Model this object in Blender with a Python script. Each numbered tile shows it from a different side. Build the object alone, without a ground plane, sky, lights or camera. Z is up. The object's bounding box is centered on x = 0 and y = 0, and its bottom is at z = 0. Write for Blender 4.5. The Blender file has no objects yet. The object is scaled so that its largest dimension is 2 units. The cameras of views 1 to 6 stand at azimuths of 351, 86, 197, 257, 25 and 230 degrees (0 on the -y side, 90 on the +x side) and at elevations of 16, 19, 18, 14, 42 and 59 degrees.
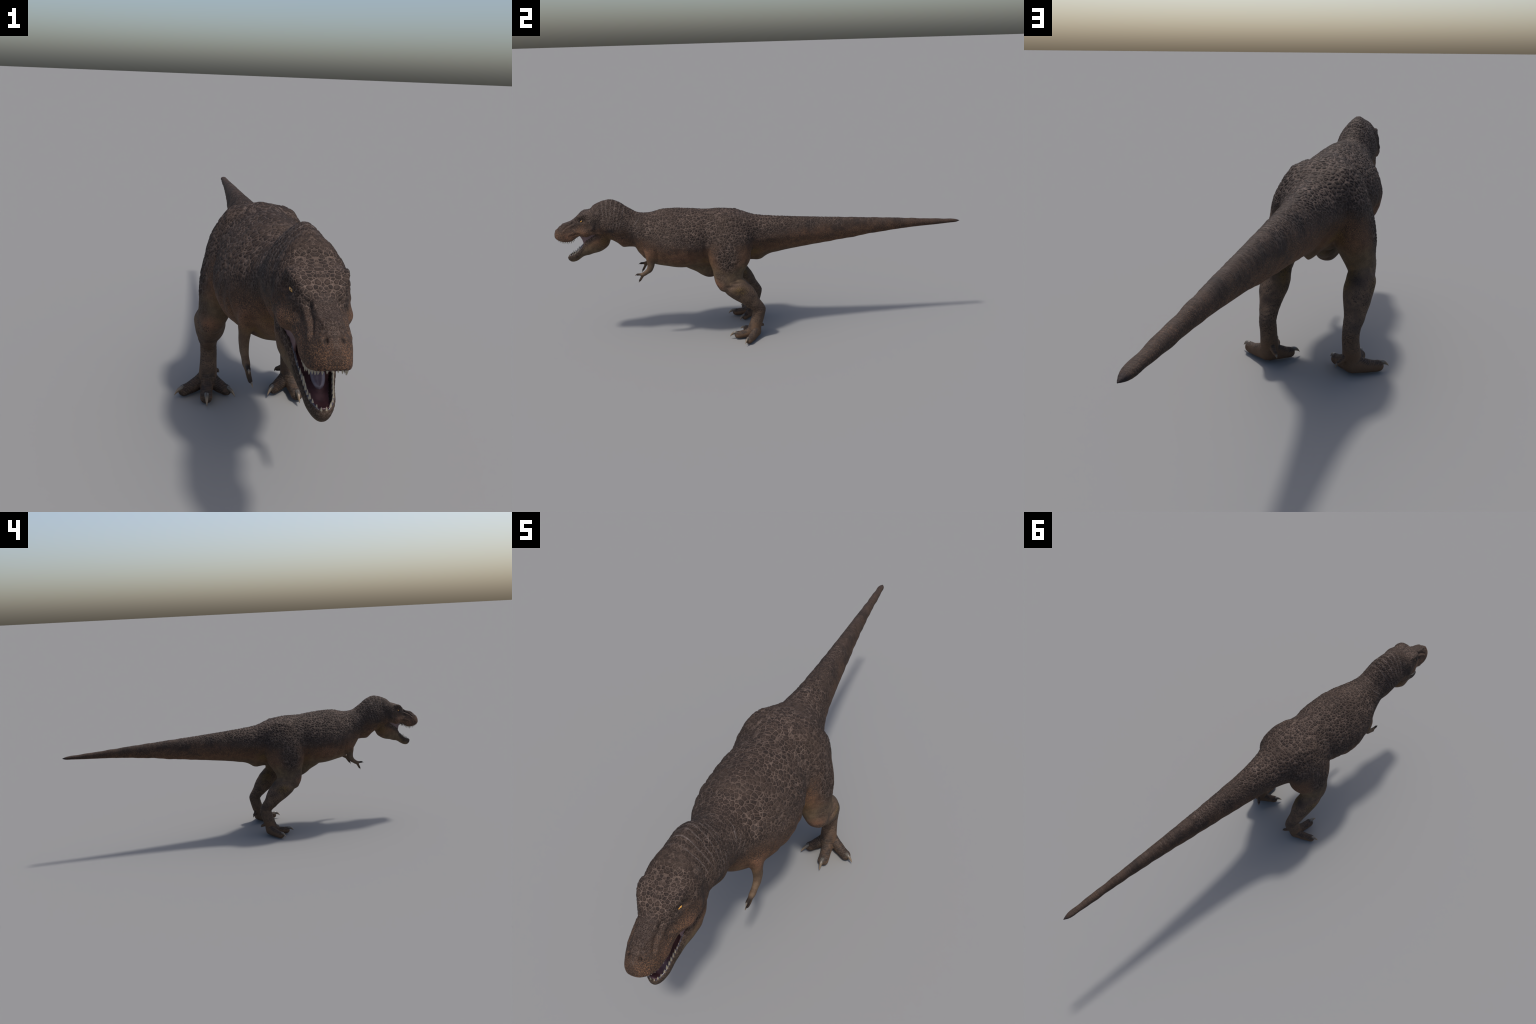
import bpy, math
import numpy as np
from mathutils import Vector, Matrix

rng = np.random.default_rng(7)
scene = bpy.context.scene

# ------------------------------------------------------------------ helpers
def smooth_curve(xs, ys):
    """monotone cubic through control stations"""
    xs = np.asarray(xs, float); ys = np.asarray(ys, float)
    h = np.diff(xs); d = np.diff(ys) / h
    m = np.zeros(len(xs)); m[0] = d[0]; m[-1] = d[-1]
    for i in range(1, len(xs) - 1):
        if d[i - 1] * d[i] > 0:
            w1 = 2 * h[i] + h[i - 1]; w2 = h[i] + 2 * h[i - 1]
            m[i] = (w1 + w2) / (w1 / d[i - 1] + w2 / d[i])
    def f(x):
        x = np.clip(np.asarray(x, float), xs[0], xs[-1])
        k = np.clip(np.searchsorted(xs, x, side='right') - 1, 0, len(xs) - 2)
        t = (x - xs[k]) / h[k]
        t2 = t * t; t3 = t2 * t
        return ((2 * t3 - 3 * t2 + 1) * ys[k] + (t3 - 2 * t2 + t) * h[k] * m[k]
                + (-2 * t3 + 3 * t2) * ys[k + 1] + (t3 - t2) * h[k] * m[k + 1])
    return f

def table(rows):
    a = np.array(sorted(rows), float)
    return [smooth_curve(a[:, 0], a[:, i]) for i in range(1, a.shape[1])]

class Soup:
    def __init__(self):
        self.v = []; self.f = []; self.n = 0
    def loft(self, rings):
        m = len(rings[0]); base = self.n
        for r in rings:
            self.v.append(np.asarray(r, float)); self.n += m
        k = len(rings)
        for i in range(k - 1):
            a = base + i * m; b = a + m
            for j in range(m):
                jn = (j + 1) % m
                self.f.append((a + j, a + jn, b + jn, b + j))
        for i, flip in ((0, False), (k - 1, True)):
            c = self.n
            self.v.append(np.mean(rings[i], axis=0)[None]); self.n += 1
            a = base + i * m
            for j in range(m):
                jn = (j + 1) % m
                self.f.append((c, a + j, a + jn) if flip else (c, a + jn, a + j))
    def mirror_from(self, other):
        off = self.n
        self.v.append(np.concatenate(other.v) * np.array([-1, 1, 1])); self.n += other.n
        self.f += [tuple(reversed([i + off for i in f])) for f in other.f]
    def add(self, other):
        off = self.n
        self.v.append(np.concatenate(other.v)); self.n += other.n
        self.f += [tuple(i + off for i in f) for f in other.f]
    def verts(self):
        return np.concatenate(self.v)

def mesh_from(name, v, f):
    me = bpy.data.meshes.new(name)
    me.from_pydata([tuple(p) for p in v], [], f)
    me.update()
    return me

def sgnpow(x, p):
    return np.sign(x) * np.abs(x) ** p

def oval(n=48):
    return np.linspace(0, 2 * np.pi, n, endpoint=False)

def tube(soup, rows, n=28, sub=6, up=(0, 0, 1), ends=True):
    """rows: x y z half_side half_up ; section across the path, side = path x up"""
    a = np.array(rows, float)
    s = np.concatenate([[0], np.cumsum(np.linalg.norm(np.diff(a[:, :3], axis=0), axis=1))])
    fs = [smooth_curve(s, a[:, i]) for i in range(a.shape[1])]
    t = np.linspace(0, s[-1], (len(a) - 1) * sub + 1)
    P = np.stack([fs[i](t) for i in range(3)], 1)
    A = fs[3](t); B = fs[4](t)
    T = np.gradient(P, axis=0); T /= np.linalg.norm(T, axis=1)[:, None]
    up = np.array(up, float)
    rings = []
    th = oval(n)
    def ring(p, tt, a_, b_):
        side = np.cross(tt, up); side /= np.linalg.norm(side)
        u = np.cross(side, tt)
        return p + np.outer(np.cos(th) * a_, side) + np.outer(np.sin(th) * b_, u)
    if ends:   # rounded caps
        for e in (0.25, 0.6, 0.87):
            rings.append(ring(P[0] - T[0] * min(A[0], B[0]) * math.sqrt(1 - e * e), T[0], A[0] * e, B[0] * e))
    for i in range(len(t)):
        rings.append(ring(P[i], T[i], A[i], B[i]))
    if ends:
        for e in (0.87, 0.6, 0.25):
            rings.append(ring(P[-1] + T[-1] * min(A[-1], B[-1]) * math.sqrt(1 - e * e), T[-1], A[-1] * e, B[-1] * e))
    soup.loft(rings)

# ------------------------------------------------------------------ trunk: neck, torso, tail
#       y     top    bottom  half-w  z widest  e_up  e_low
TRUNK = [
    (-0.800, 0.664, 0.545, 0.058, 0.590, 1.7, 2.0),
    (-0.775, 0.688, 0.520, 0.067, 0.585, 1.65, 2.0),
    (-0.750, 0.697, 0.508, 0.071, 0.582, 1.55, 2.0),
    (-0.730, 0.7005, 0.502, 0.074, 0.580, 1.5, 2.0),
    (-0.704, 0.695, 0.485, 0.075, 0.577, 1.6, 1.9),
    (-0.678, 0.684, 0.462, 0.0735, 0.568, 1.7, 1.8),
    (-0.650, 0.662, 0.461, 0.0715, 0.560, 1.75, 1.7),
    (-0.625, 0.646, 0.459, 0.0725, 0.552, 1.65, 1.7),
    (-0.604, 0.633, 0.427, 0.076, 0.542, 1.75, 1.9),
    (-0.578, 0.626, 0.397, 0.086, 0.520, 1.9, 2.0),
    (-0.550, 0.625, 0.379, 0.100, 0.505, 1.85, 2.1),
    (-0.520, 0.631, 0.370, 0.119, 0.498, 1.6, 2.3),
    (-0.467, 0.642, 0.360, 0.1345, 0.488, 1.58, 2.25),
    (-0.420, 0.642, 0.351, 0.145, 0.480, 1.55, 2.15),
    (-0.370, 0.639, 0.346, 0.145, 0.474, 1.6, 1.95),
    (-0.330, 0.635, 0.341, 0.139, 0.478, 1.7, 1.65),
    (-0.300, 0.631, 0.341, 0.133, 0.476, 1.78, 1.65),
    (-0.275, 0.629, 0.342, 0.127, 0.475, 1.78, 1.7),
    (-0.250, 0.629, 0.343, 0.127, 0.474, 1.82, 1.7),
    (-0.225, 0.629, 0.343, 0.129, 0.474, 1.92, 1.55),
    (-0.200, 0.628, 0.344, 0.133, 0.467, 2.25, 1.7),
    (-0.170, 0.625, 0.343, 0.133, 0.470, 2.55, 1.7),
    (-0.140, 0.619, 0.352, 0.129, 0.472, 2.8, 1.6),
    (-0.115, 0.613, 0.362, 0.124, 0.475, 2.7, 1.4),
    (-0.090, 0.604, 0.362, 0.116, 0.480, 2.6, 1.3),
    (-0.065, 0.597, 0.362, 0.105, 0.482, 2.3, 1.35),
    (-0.030, 0.589, 0.358, 0.092, 0.484, 1.85, 1.25),
    (-0.010, 0.587, 0.362, 0.086, 0.486, 1.75, 1.25),
    (0.025, 0.583, 0.384, 0.077, 0.488, 1.7, 1.25),
    (0.100, 0.576, 0.4015, 0.064, 0.490, 1.7, 1.55),
    (0.248, 0.5655, 0.424, 0.0485, 0.494, 1.8, 1.75),
    (0.380, 0.557, 0.442, 0.0375, 0.497, 1.95, 1.95),
    (0.450, 0.553, 0.451, 0.0330, 0.500, 2.0, 2.0),
    (0.530, 0.548, 0.464, 0.0280, 0.505, 2.0, 2.0),
    (0.600, 0.544, 0.472, 0.0245, 0.508, 2.0, 2.0),
    (0.700, 0.537, 0.483, 0.0200, 0.510, 2.0, 2.0),
    (0.790, 0.530, 0.490, 0.0165, 0.510, 2.0, 2.0),
    (0.880, 0.524, 0.495, 0.0148, 0.509, 2.0, 2.0),
    (0.965, 0.518, 0.501, 0.0118, 0.509, 2.0, 2.0),
    (0.980, 0.516, 0.502, 0.0095, 0.5085, 2.0, 2.0),
    (1.000, 0.5095, 0.5075, 0.0015, 0.5085, 2.0, 2.0),
]
trunk_f = table(TRUNK)

def trunk_ring(y, n=72):
    zt, zb, w, zw, eu, el = [float(f(y)) for f in trunk_f]
    th = oval(n)
    c, s = np.cos(th), np.sin(th)
    e = np.where(s >= 0, eu, el)
    h = np.where(s >= 0, zt - zw, zw - zb)
    return np.stack([w * sgnpow(c, 2 / e), np.full(n, y), zw + h * sgnpow(s, 2 / e)], 1)

trunk = Soup()
trunk.loft([trunk_ring(y) for y in np.linspace(-0.80, 1.0, 361)])
# low belly lobe hanging between the thighs
belly_lobe = Soup()
tube(belly_lobe, [(0, -0.385, 0.358, 0.020, 0.016), (0, -0.352, 0.350, 0.036, 0.024), (0, -0.325, 0.346, 0.041, 0.034),
                  (0, -0.300, 0.342, 0.044, 0.048), (0, -0.272, 0.338, 0.045, 0.056), (0, -0.248, 0.341, 0.043, 0.054),
                  (0, -0.220, 0.349, 0.041, 0.046), (0, -0.190, 0.355, 0.036, 0.038), (0, -0.160, 0.366, 0.028, 0.026)], n=40)

# ------------------------------------------------------------------ skull (upper jaw with palate)
#       y      top    lip    half-w  z widest e_up  palate depth
SKULL = [
    (-1.000, 0.540, 0.530, 0.005, 0.535, 2.0, 0.000),
    (-0.9985, 0.547, 0.5275, 0.0115, 0.533, 2.0, 0.000),
    (-0.994, 0.556, 0.5245, 0.0195, 0.532, 2.0, 0.000),
    (-0.984, 0.568, 0.5190, 0.0280, 0.530, 1.95, 0.004),
    (-0.968, 0.581, 0.5140, 0.0355, 0.528, 1.95, 0.010),
    (-0.950, 0.592, 0.5105, 0.0400, 0.527, 2.0, 0.014),
    (-0.935, 0.598, 0.5105, 0.0422, 0.530, 2.1, 0.016),
    (-0.920, 0.602, 0.513, 0.0438, 0.535, 2.2, 0.016),
    (-0.905, 0.611, 0.521, 0.0452, 0.543, 2.2, 0.016),
    (-0.893, 0.619, 0.530, 0.0465, 0.553, 2.35, 0.015),
    (-0.881, 0.630, 0.537, 0.0485, 0.567, 2.6, 0.013),
    (-0.868, 0.639, 0.541, 0.0525, 0.574, 3.3, 0.012),
    (-0.853, 0.6455, 0.539, 0.0560, 0.576, 3.5, 0.014),
    (-0.837, 0.650, 0.540, 0.0625, 0.576, 3.3, 0.012),
    (-0.820, 0.657, 0.546, 0.0690, 0.577, 2.7, 0.010),
    (-0.803, 0.673, 0.550, 0.0725, 0.578, 2.1, 0.006),
    (-0.775, 0.688, 0.545, 0.0700, 0.580, 1.95, 0.000),
    (-0.745, 0.692, 0.540, 0.0620, 0.580, 1.75, 0.000),
]
skull_f = table(SKULL)

def skull_ring(y):
    zt, zl, w, zw, eu, d = [float(f(y)) for f in skull_f]
    th = np.linspace(0, np.pi, 41)
    up = np.stack([w * sgnpow(np.cos(th), 2 / eu), zw + (zt - zw) * np.sin(th) ** (2 / eu)], 1)
    t = np.linspace(0, 1, 9)[1:]
    side = np.stack([w * (1 - 0.05 * t ** 2.5), zw + (zl - zw) * t], 1)
    wi = max(w * 0.95 - 0.008, w * 0.3)
    th2 = np.linspace(np.pi, 0, 25)
    pal = np.stack([wi * sgnpow(np.cos(th2), 0.7), zl + d * np.sin(th2) ** 0.7], 1)
    left = side * np.array([-1, 1])
    pts = np.concatenate([up, left, pal, side[::-1]])
    return np.stack([pts[:, 0], np.full(len(pts), y), pts[:, 1]], 1)

skull = Soup()
ys = -1.0 + 0.255 * np.linspace(0, 1, 90) ** 1.6
skull.loft([skull_ring(y) for y in ys])

# ------------------------------------------------------------------ lower jaw
#       y      rim    bottom  half-w  floor depth  e_low
JAW = [
    (-0.9505, 0.4235, 0.4165, 0.003, 0.000, 2.0),
    (-0.9495, 0.425, 0.413, 0.0075, 0.000, 2.0),
    (-0.947, 0.428, 0.409, 0.0130, 0.001, 2.0),
    (-0.943, 0.431, 0.405, 0.0175, 0.003, 2.0),
    (-0.937, 0.434, 0.4005, 0.0220, 0.008, 2.0),
    (-0.927, 0.437, 0.3985, 0.0263, 0.016, 2.0),
    (-0.913, 0.442, 0.4010, 0.0295, 0.020, 2.1),
    (-0.895, 0.455, 0.4110, 0.0330, 0.024, 2.3),
    (-0.880, 0.468, 0.4215, 0.0375, 0.027, 2.4),
    (-0.867, 0.484, 0.4280, 0.0425, 0.030, 2.5),
    (-0.857, 0.501, 0.4310, 0.0470, 0.033, 2.6),
    (-0.840, 0.518, 0.4350, 0.0540, 0.034, 2.7),
    (-0.820, 0.530, 0.4410, 0.0625, 0.028, 2.7),
    (-0.800, 0.543, 0.4455, 0.0670, 0.016, 2.7),
    (-0.785, 0.552, 0.4500, 0.0670, 0.004, 2.5),
    (-0.770, 0.556, 0.4570, 0.0640, 0.000, 2.3),
    (-0.755, 0.556, 0.4680, 0.0570, 0.000, 2.1),
    (-0.742, 0.556, 0.4900, 0.0480, 0.000, 2.0),
    (-0.734, 0.556, 0.5200, 0.0400, 0.000, 2.0),
]
jaw_f = table(JAW)

def jaw_ring(y):
    zr, zb, w, d, el = [float(f(y)) for f in jaw_f]
    th = np.linspace(np.pi, 2 * np.pi, 41)
    out = np.stack([w * sgnpow(np.cos(th), 2 / el), zr + (zr - zb) * -np.abs(np.sin(th)) ** (2 / el)], 1)
    out[:, 0] *= 1 - 0.09 * (1 - np.abs(np.sin(th))) ** 2.5
    wi = max(w * 0.91 - 0.0065, w * 0.4)
    th2 = np.linspace(0, np.pi, 25)
    inn = np.stack([wi * sgnpow(np.cos(th2), 0.6), zr - d * np.sin(th2) ** 0.6], 1)
    pts = np.concatenate([out, inn])
    return np.stack([pts[:, 0], np.full(len(pts), y), pts[:, 1]], 1)

jaw = Soup()
jaw.loft([jaw_ring(y) for y in -0.9505 + 0.2165 * np.linspace(0, 1, 90) ** 1.4])

# cheek web stretched between the jaws at the mouth corner
cheek = Soup()
webs = []
for t in np.linspace(0, 1, 12):
    y = -0.868 + 0.088 * t
    yb = -0.853 + 0.07 * t
    zt = float(skull_f[1](y)) + 0.006
    zb = float(jaw_f[0](yb)) - 0.006
    x1 = float(skull_f[2](y)) * 0.90 - 0.010
    x0 = float(jaw_f[2](yb)) - 0.006
    webs.append([(x1 - .003, y, zt), (x1 + .003, y, zt), (x0 + .003, yb, zb), (x0 - .003, yb, zb)])
cheek.loft([np.array(r) for r in webs])

# ------------------------------------------------------------------ hind leg (+x side)
leg = Soup()
#        z     y_front  y_back  x_in   x_out
THIGH = [
    (0.590, -0.190, -0.145, 0.050, 0.084),
    (0.580, -0.210, -0.122, 0.040, 0.101),
    (0.555, -0.232, -0.080, 0.030, 0.122),
    (0.500, -0.270, -0.050, 0.030, 0.145),
    (0.450, -0.278, -0.060, 0.030, 0.157),
    (0.400, -0.269, -0.068, 0.038, 0.166),
    (0.370, -0.258, -0.084, 0.048, 0.168),
    (0.340, -0.250, -0.103, 0.062, 0.168),
    (0.310, -0.246, -0.112, 0.078, 0.170),
    (0.285, -0.238, -0.120, 0.090, 0.170),
    (0.265, -0.225, -0.135, 0.098, 0.166),
    (0.252, -0.208, -0.155, 0.112, 0.155),
]
thigh_f = table(THIGH)
rings = []
for z in np.linspace(0.590, 0.252, 50):
    yf, yb, xi, xo = [float(f(z)) for f in thigh_f]
    th = oval(44)
    rings.append(np.stack([(xi + xo) / 2 + (xo - xi) / 2 * sgnpow(np.cos(th), 0.97),
                           (yf + yb) / 2 + (yb - yf) / 2 * sgnpow(np.sin(th), 0.97), np.full(44, z)], 1))
leg.loft(rings)
# shank and metatarsus: x, y, z, half depth (front-back), half width
tube(leg, [
    (0.132, -0.172, 0.292, 0.050, 0.040),
    (0.133, -0.147, 0.271, 0.056, 0.0445),
    (0.131, -0.115, 0.243, 0.053, 0.0455),
    (0.132, -0.087, 0.214, 0.046, 0.0395),
    (0.132, -0.066, 0.186, 0.037, 0.0320),
    (0.130, -0.046, 0.162, 0.032, 0.0275),
    (0.129, -0.036, 0.142, 0.031, 0.0260),
    (0.128, -0.040, 0.120, 0.030, 0.0260),
    (0.129, -0.048, 0.091, 0.030, 0.0265),
    (0.130, -0.056, 0.065, 0.030, 0.0280),
    (0.131, -0.062, 0.042, 0.033, 0.0290),
    (0.131, -0.064, 0.030, 0.033, 0.0285),

], n=36, up=(1, 0, 0))

# ------------------------------------------------------------------ toes
TOES = dict(
    middle=[(0.133, -0.058, 0.036, 0.022, 0.030), (0.135, -0.082, 0.028, 0.0190, 0.0245), (0.1365, -0.097, 0.0225, 0.0195, 0.0215),
            (0.138, -0.110, 0.0205, 0.0180, 0.0190), (0.139, -0.124, 0.0190, 0.0190, 0.0185), (0.140, -0.134, 0.0178, 0.0182, 0.0178),
            (0.1405, -0.1445, 0.0178, 0.0192, 0.0182)],
    outer=[(0.140, -0.050, 0.034, 0.020, 0.030), (0.160, -0.0635, 0.0265, 0.0178, 0.0245), (0.175, -0.0735, 0.0220, 0.0182, 0.0215),
           (0.189, -0.0825, 0.0190, 0.0166, 0.0190), (0.199, -0.0890, 0.0175, 0.0166, 0.0180), (0.2075, -0.0945, 0.0172, 0.0170, 0.0178)],
    inner=[(0.124, -0.053, 0.034, 0.020, 0.030), (0.107, -0.0705, 0.0262, 0.0172, 0.0240), (0.095, -0.0820, 0.0215, 0.0175, 0.0210),
           (0.085, -0.0910, 0.0185, 0.0157, 0.0180), (0.0750, -0.1000, 0.0165, 0.0162, 0.0168)],
)
for rows in TOES.values():
    tube(leg, rows, n=28)
# hallux: small spur inside the ankle
tube(leg, [(0.118, -0.040, 0.062, 0.010, 0.012), (0.106, -0.026, 0.050, 0.0075, 0.009),
           (0.097, -0.018, 0.044, 0.006, 0.007)], n=20)

# ------------------------------------------------------------------ fore limb (+x side)
arm = Soup()
tube(arm, [
    (0.070, -0.536, 0.475, 0.038, 0.026),
    (0.078, -0.540, 0.440, 0.030, 0.0205),
    (0.083, -0.544, 0.410, 0.0205, 0.0150),
    (0.0850, -0.547, 0.385, 0.0165, 0.0125),
    (0.0860, -0.555, 0.365, 0.0140, 0.0110),
    (0.0850, -0.571, 0.352, 0.0115, 0.0095),
    (0.0840, -0.586, 0.343, 0.0095, 0.0085),
    (0.0830, -0.594, 0.340, 0.0090, 0.0075),
], n=24, up=(1, 0, 0))
tube(arm, [(0.0835, -0.590, 0.342, 0.0072, 0.0072), (0.0830, -0.604, 0.3425, 0.0056, 0.0056),
           (0.0825, -0.617, 0.3425, 0.0060, 0.0060)], n=18)
tube(arm, [(0.0830, -0.590, 0.338, 0.0078, 0.0072), (0.0795, -0.599, 0.322, 0.0062, 0.0064),
           (0.0757, -0.607, 0.309, 0.0062, 0.0062)], n=18, up=(1, 0, 0))

# ------------------------------------------------------------------ weld everything into one skin
body = Soup()
for part in (trunk, belly_lobe, skull, jaw):
    body.add(part)
for part in (leg, arm):
    body.add(part)
    body.mirror_from(part)

VOXEL = 0.002
raw = bpy.data.objects.new("raw", mesh_from("raw", body.verts(), body.f))
scene.collection.objects.link(raw)
md = raw.modifiers.new("weld", 'REMESH')
md.mode = 'VOXEL'; md.voxel_size = VOXEL; md.adaptivity = 0.0
dg = bpy.context.evaluated_depsgraph_get()
skin = bpy.data.meshes.new_from_object(raw.evaluated_get(dg))
bpy.data.objects.remove(raw)

nv = len(skin.vertices)
co = np.empty(nv * 3, np.float32); skin.vertices.foreach_get('co', co); co = co.reshape(-1, 3).astype(float)
ne = len(skin.edges)
ed = np.empty(ne * 2, np.int32); skin.edges.foreach_get('vertices', ed); ed = ed.reshape(-1, 2)
print("skin", nv, len(skin.polygons))
deg = np.bincount(ed.ravel(), minlength=nv).astype(float)[:, None]

def neighbours_mean(a):
    out = np.zeros_like(a)
    for k in range(a.shape[1]):
        out[:, k] = (np.bincount(ed[:, 0], weights=a[ed[:, 1], k], minlength=nv)
                     + np.bincount(ed[:, 1], weights=a[ed[:, 0], k], minlength=nv))
    return out / deg

def relax(a, n, w=0.5):
    for _ in range(n):
        a = a + w * (neighbours_mean(a) - a)
    return a

co = relax(co, 6)

# melt the thigh tops into the hips: heavier smoothing where they meet
def soft_box(p, c, r, soft=0.5):
    d = np.sqrt((((p * [1, 1, 1] - c) / r) ** 2).sum(1))
    t = np.clip((1 - d) / soft, 0, 1)
    return t * t * (3 - 2 * t)
mir = np.stack([np.abs(co[:, 0]), co[:, 1], co[:, 2]], 1)
melt = soft_box(mir, np.array([0.095, -0.17, 0.56]), np.array([0.10, 0.17, 0.11]))[:, None]
melt = np.maximum(melt, 0.5 * soft_box(mir, np.array([0.10, -0.09, 0.42]), np.array([0.08, 0.10, 0.09]))[:, None])
melt = np.maximum(melt, 0.8 * soft_box(mir, np.array([0.088, -0.545, 0.440]), np.array([0.05, 0.055, 0.055]))[:, None])
for _ in range(45):
    co = co + 0.6 * melt * (neighbours_mean(co) - co)

def vertex_normals(p):
    tri = np.concatenate([quads[:, [0, 1, 2]], quads[:, [0, 2, 3]]])
    n = np.cross(p[tri[:, 1]] - p[tri[:, 0]], p[tri[:, 2]] - p[tri[:, 0]])
    out = np.zeros_like(p)
    for k in range(3):
        for c in range(3):
            out[:, c] += np.bincount(tri[:, k], weights=n[:, c], minlength=len(p))
    return out / np.maximum(np.linalg.norm(out, axis=1), 1e-12)[:, None]

quads = np.empty(len(skin.loops), np.int32); skin.loops.foreach_get('vertex_index', quads)
quads = quads.reshape(-1, 4)

# sculpting brushes, mirrored: centre, radii, push along the normal, extra push (x, y, z)
BRUSHES = [
    ((0.043, -0.858, 0.632), (0.015, 0.024, 0.016), 0.0010, (0.0005, 0.0, 0.0055)),  # brow horn
    ((0.055, -0.860, 0.611), (0.010, 0.016, 0.009), -0.0068, (0, 0, 0)),              # eye hollow
    ((0.060, -0.838, 0.614), (0.014, 0.012, 0.012), -0.003, (0, 0, 0)),               # temple
    ((0.028, -0.903, 0.600), (0.009, 0.011, 0.009), -0.0060, (0, 0, 0)),              # pit before the eye
    ((0.040, -0.891, 0.580), (0.010, 0.018, 0.012), -0.0050, (0, 0, 0)),              # hollow of the cheek
    ((0.020, -0.972, 0.567), (0.0055, 0.0060, 0.0060), 0.0030, (0, 0, 0)),            # nostril wing
    ((0.0145, -0.9765, 0.5675), (0.0032, 0.0050, 0.0050), -0.0065, (0, 0, 0)),        # nostril
    ((0.000, -0.990, 0.560), (0.010, 0.007, 0.007), 0.0020, (0, 0, 0)),
    ((0.000, -0.955, 0.590), (0.008, 0.010, 0.008), 0.0030, (0, 0, 0)),
    ((0.000, -0.972, 0.579), (0.009, 0.008, 0.006), 0.0024, (0, 0, 0)),
    ((0.056, -0.846, 0.557), (0.020, 0.026, 0.021), 0.0095, (0.002, 0, 0)),          # jowl
    ((0.074, -0.809, 0.578), (0.012, 0.012, 0.010), 0.0030, (0, 0, 0)),               # ear bump
    ((0.074, -0.788, 0.588), (0.014, 0.009, 0.022), -0.0040, (0, 0, 0)),              # behind the skull
    ((0.066, -0.775, 0.560), (0.018, 0.022, 0.010), -0.0020, (0, 0, 0)),
    ((0.050, -0.668, 0.490), (0.026, 0.018, 0.016), 0.0030, (0, 0, 0)),               # throat lumps
    ((0.060, -0.700, 0.515), (0.022, 0.020, 0.014), 0.0008, (0, 0, 0)),
    ((0.055, -0.690, 0.535), (0.030, 0.045, 0.006), -0.0025, (0, 0, 0)),              # neck furrow
    ((0.062, -0.738, 0.540), (0.020, 0.022, 0.016), -0.0040, (0, 0, 0)),              # hollow behind the jaw
    ((0.100, -0.562, 0.440), (0.028, 0.030, 0.045), 0.0060, (0, 0, 0)),               # shoulder
    ((0.118, -0.512, 0.430), (0.030, 0.010, 0.050), -0.0050, (0, 0, 0)),              # behind the shoulder
    ((0.112, -0.575, 0.500), (0.030, 0.012, 0.040), -0.0020, (0, 0, 0)),
    ((0.118, -0.280, 0.430), (0.035, 0.014, 0.070), -0.0035, (0, 0, 0)),              # groin crease
    ((0.045, -0.165, 0.622), (0.020, 0.045, 0.020), -0.0030, (0, 0, 0)),              # hollows beside the spine
    ((0.000, -0.165, 0.625), (0.012, 0.060, 0.020), 0.0030, (0, 0, 0)),
    ((0.075, -0.075, 0.565), (0.025, 0.030, 0.025), -0.0015, (0, 0, 0)),              # tail root
    ((0.098, -0.255, 0.590), (0.022, 0.022, 0.025), -0.0010, (0, 0, 0)),              # waist
    ((0.150, -0.218, 0.262), (0.030, 0.012, 0.012), 0.0020, (0, 0, 0)),               # knee cap
    ((0.160, -0.172, 0.283), (0.020, 0.020, 0.007), -0.0045, (0, 0, 0)),              # knee fold
    ((0.160, -0.140, 0.300), (0.022, 0.018, 0.006), -0.0050, (0, 0, 0)),
    ((0.170, -0.125, 0.268), (0.020, 0.030, 0.020), 0.0030, (0, 0, 0)),               # calf
    ((0.150, -0.055, 0.172), (0.012, 0.010, 0.010), 0.0020, (0, 0, 0)),               # ankle bone
]
nor = vertex_normals(co)
for c, r, a, push in BRUSHES:
    d2 = (((mir - np.array(c)) / np.array(r)) ** 2).sum(1)
    w = np.exp(-1.2 * d2) * (d2 < 6)
    side = np.sign(co[:, 0])
    vec = np.stack([side * push[0], np.full(nv, push[1]), np.full(nv, push[2])], 1)
    co = co + w[:, None] * (a * nor + vec)

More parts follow.
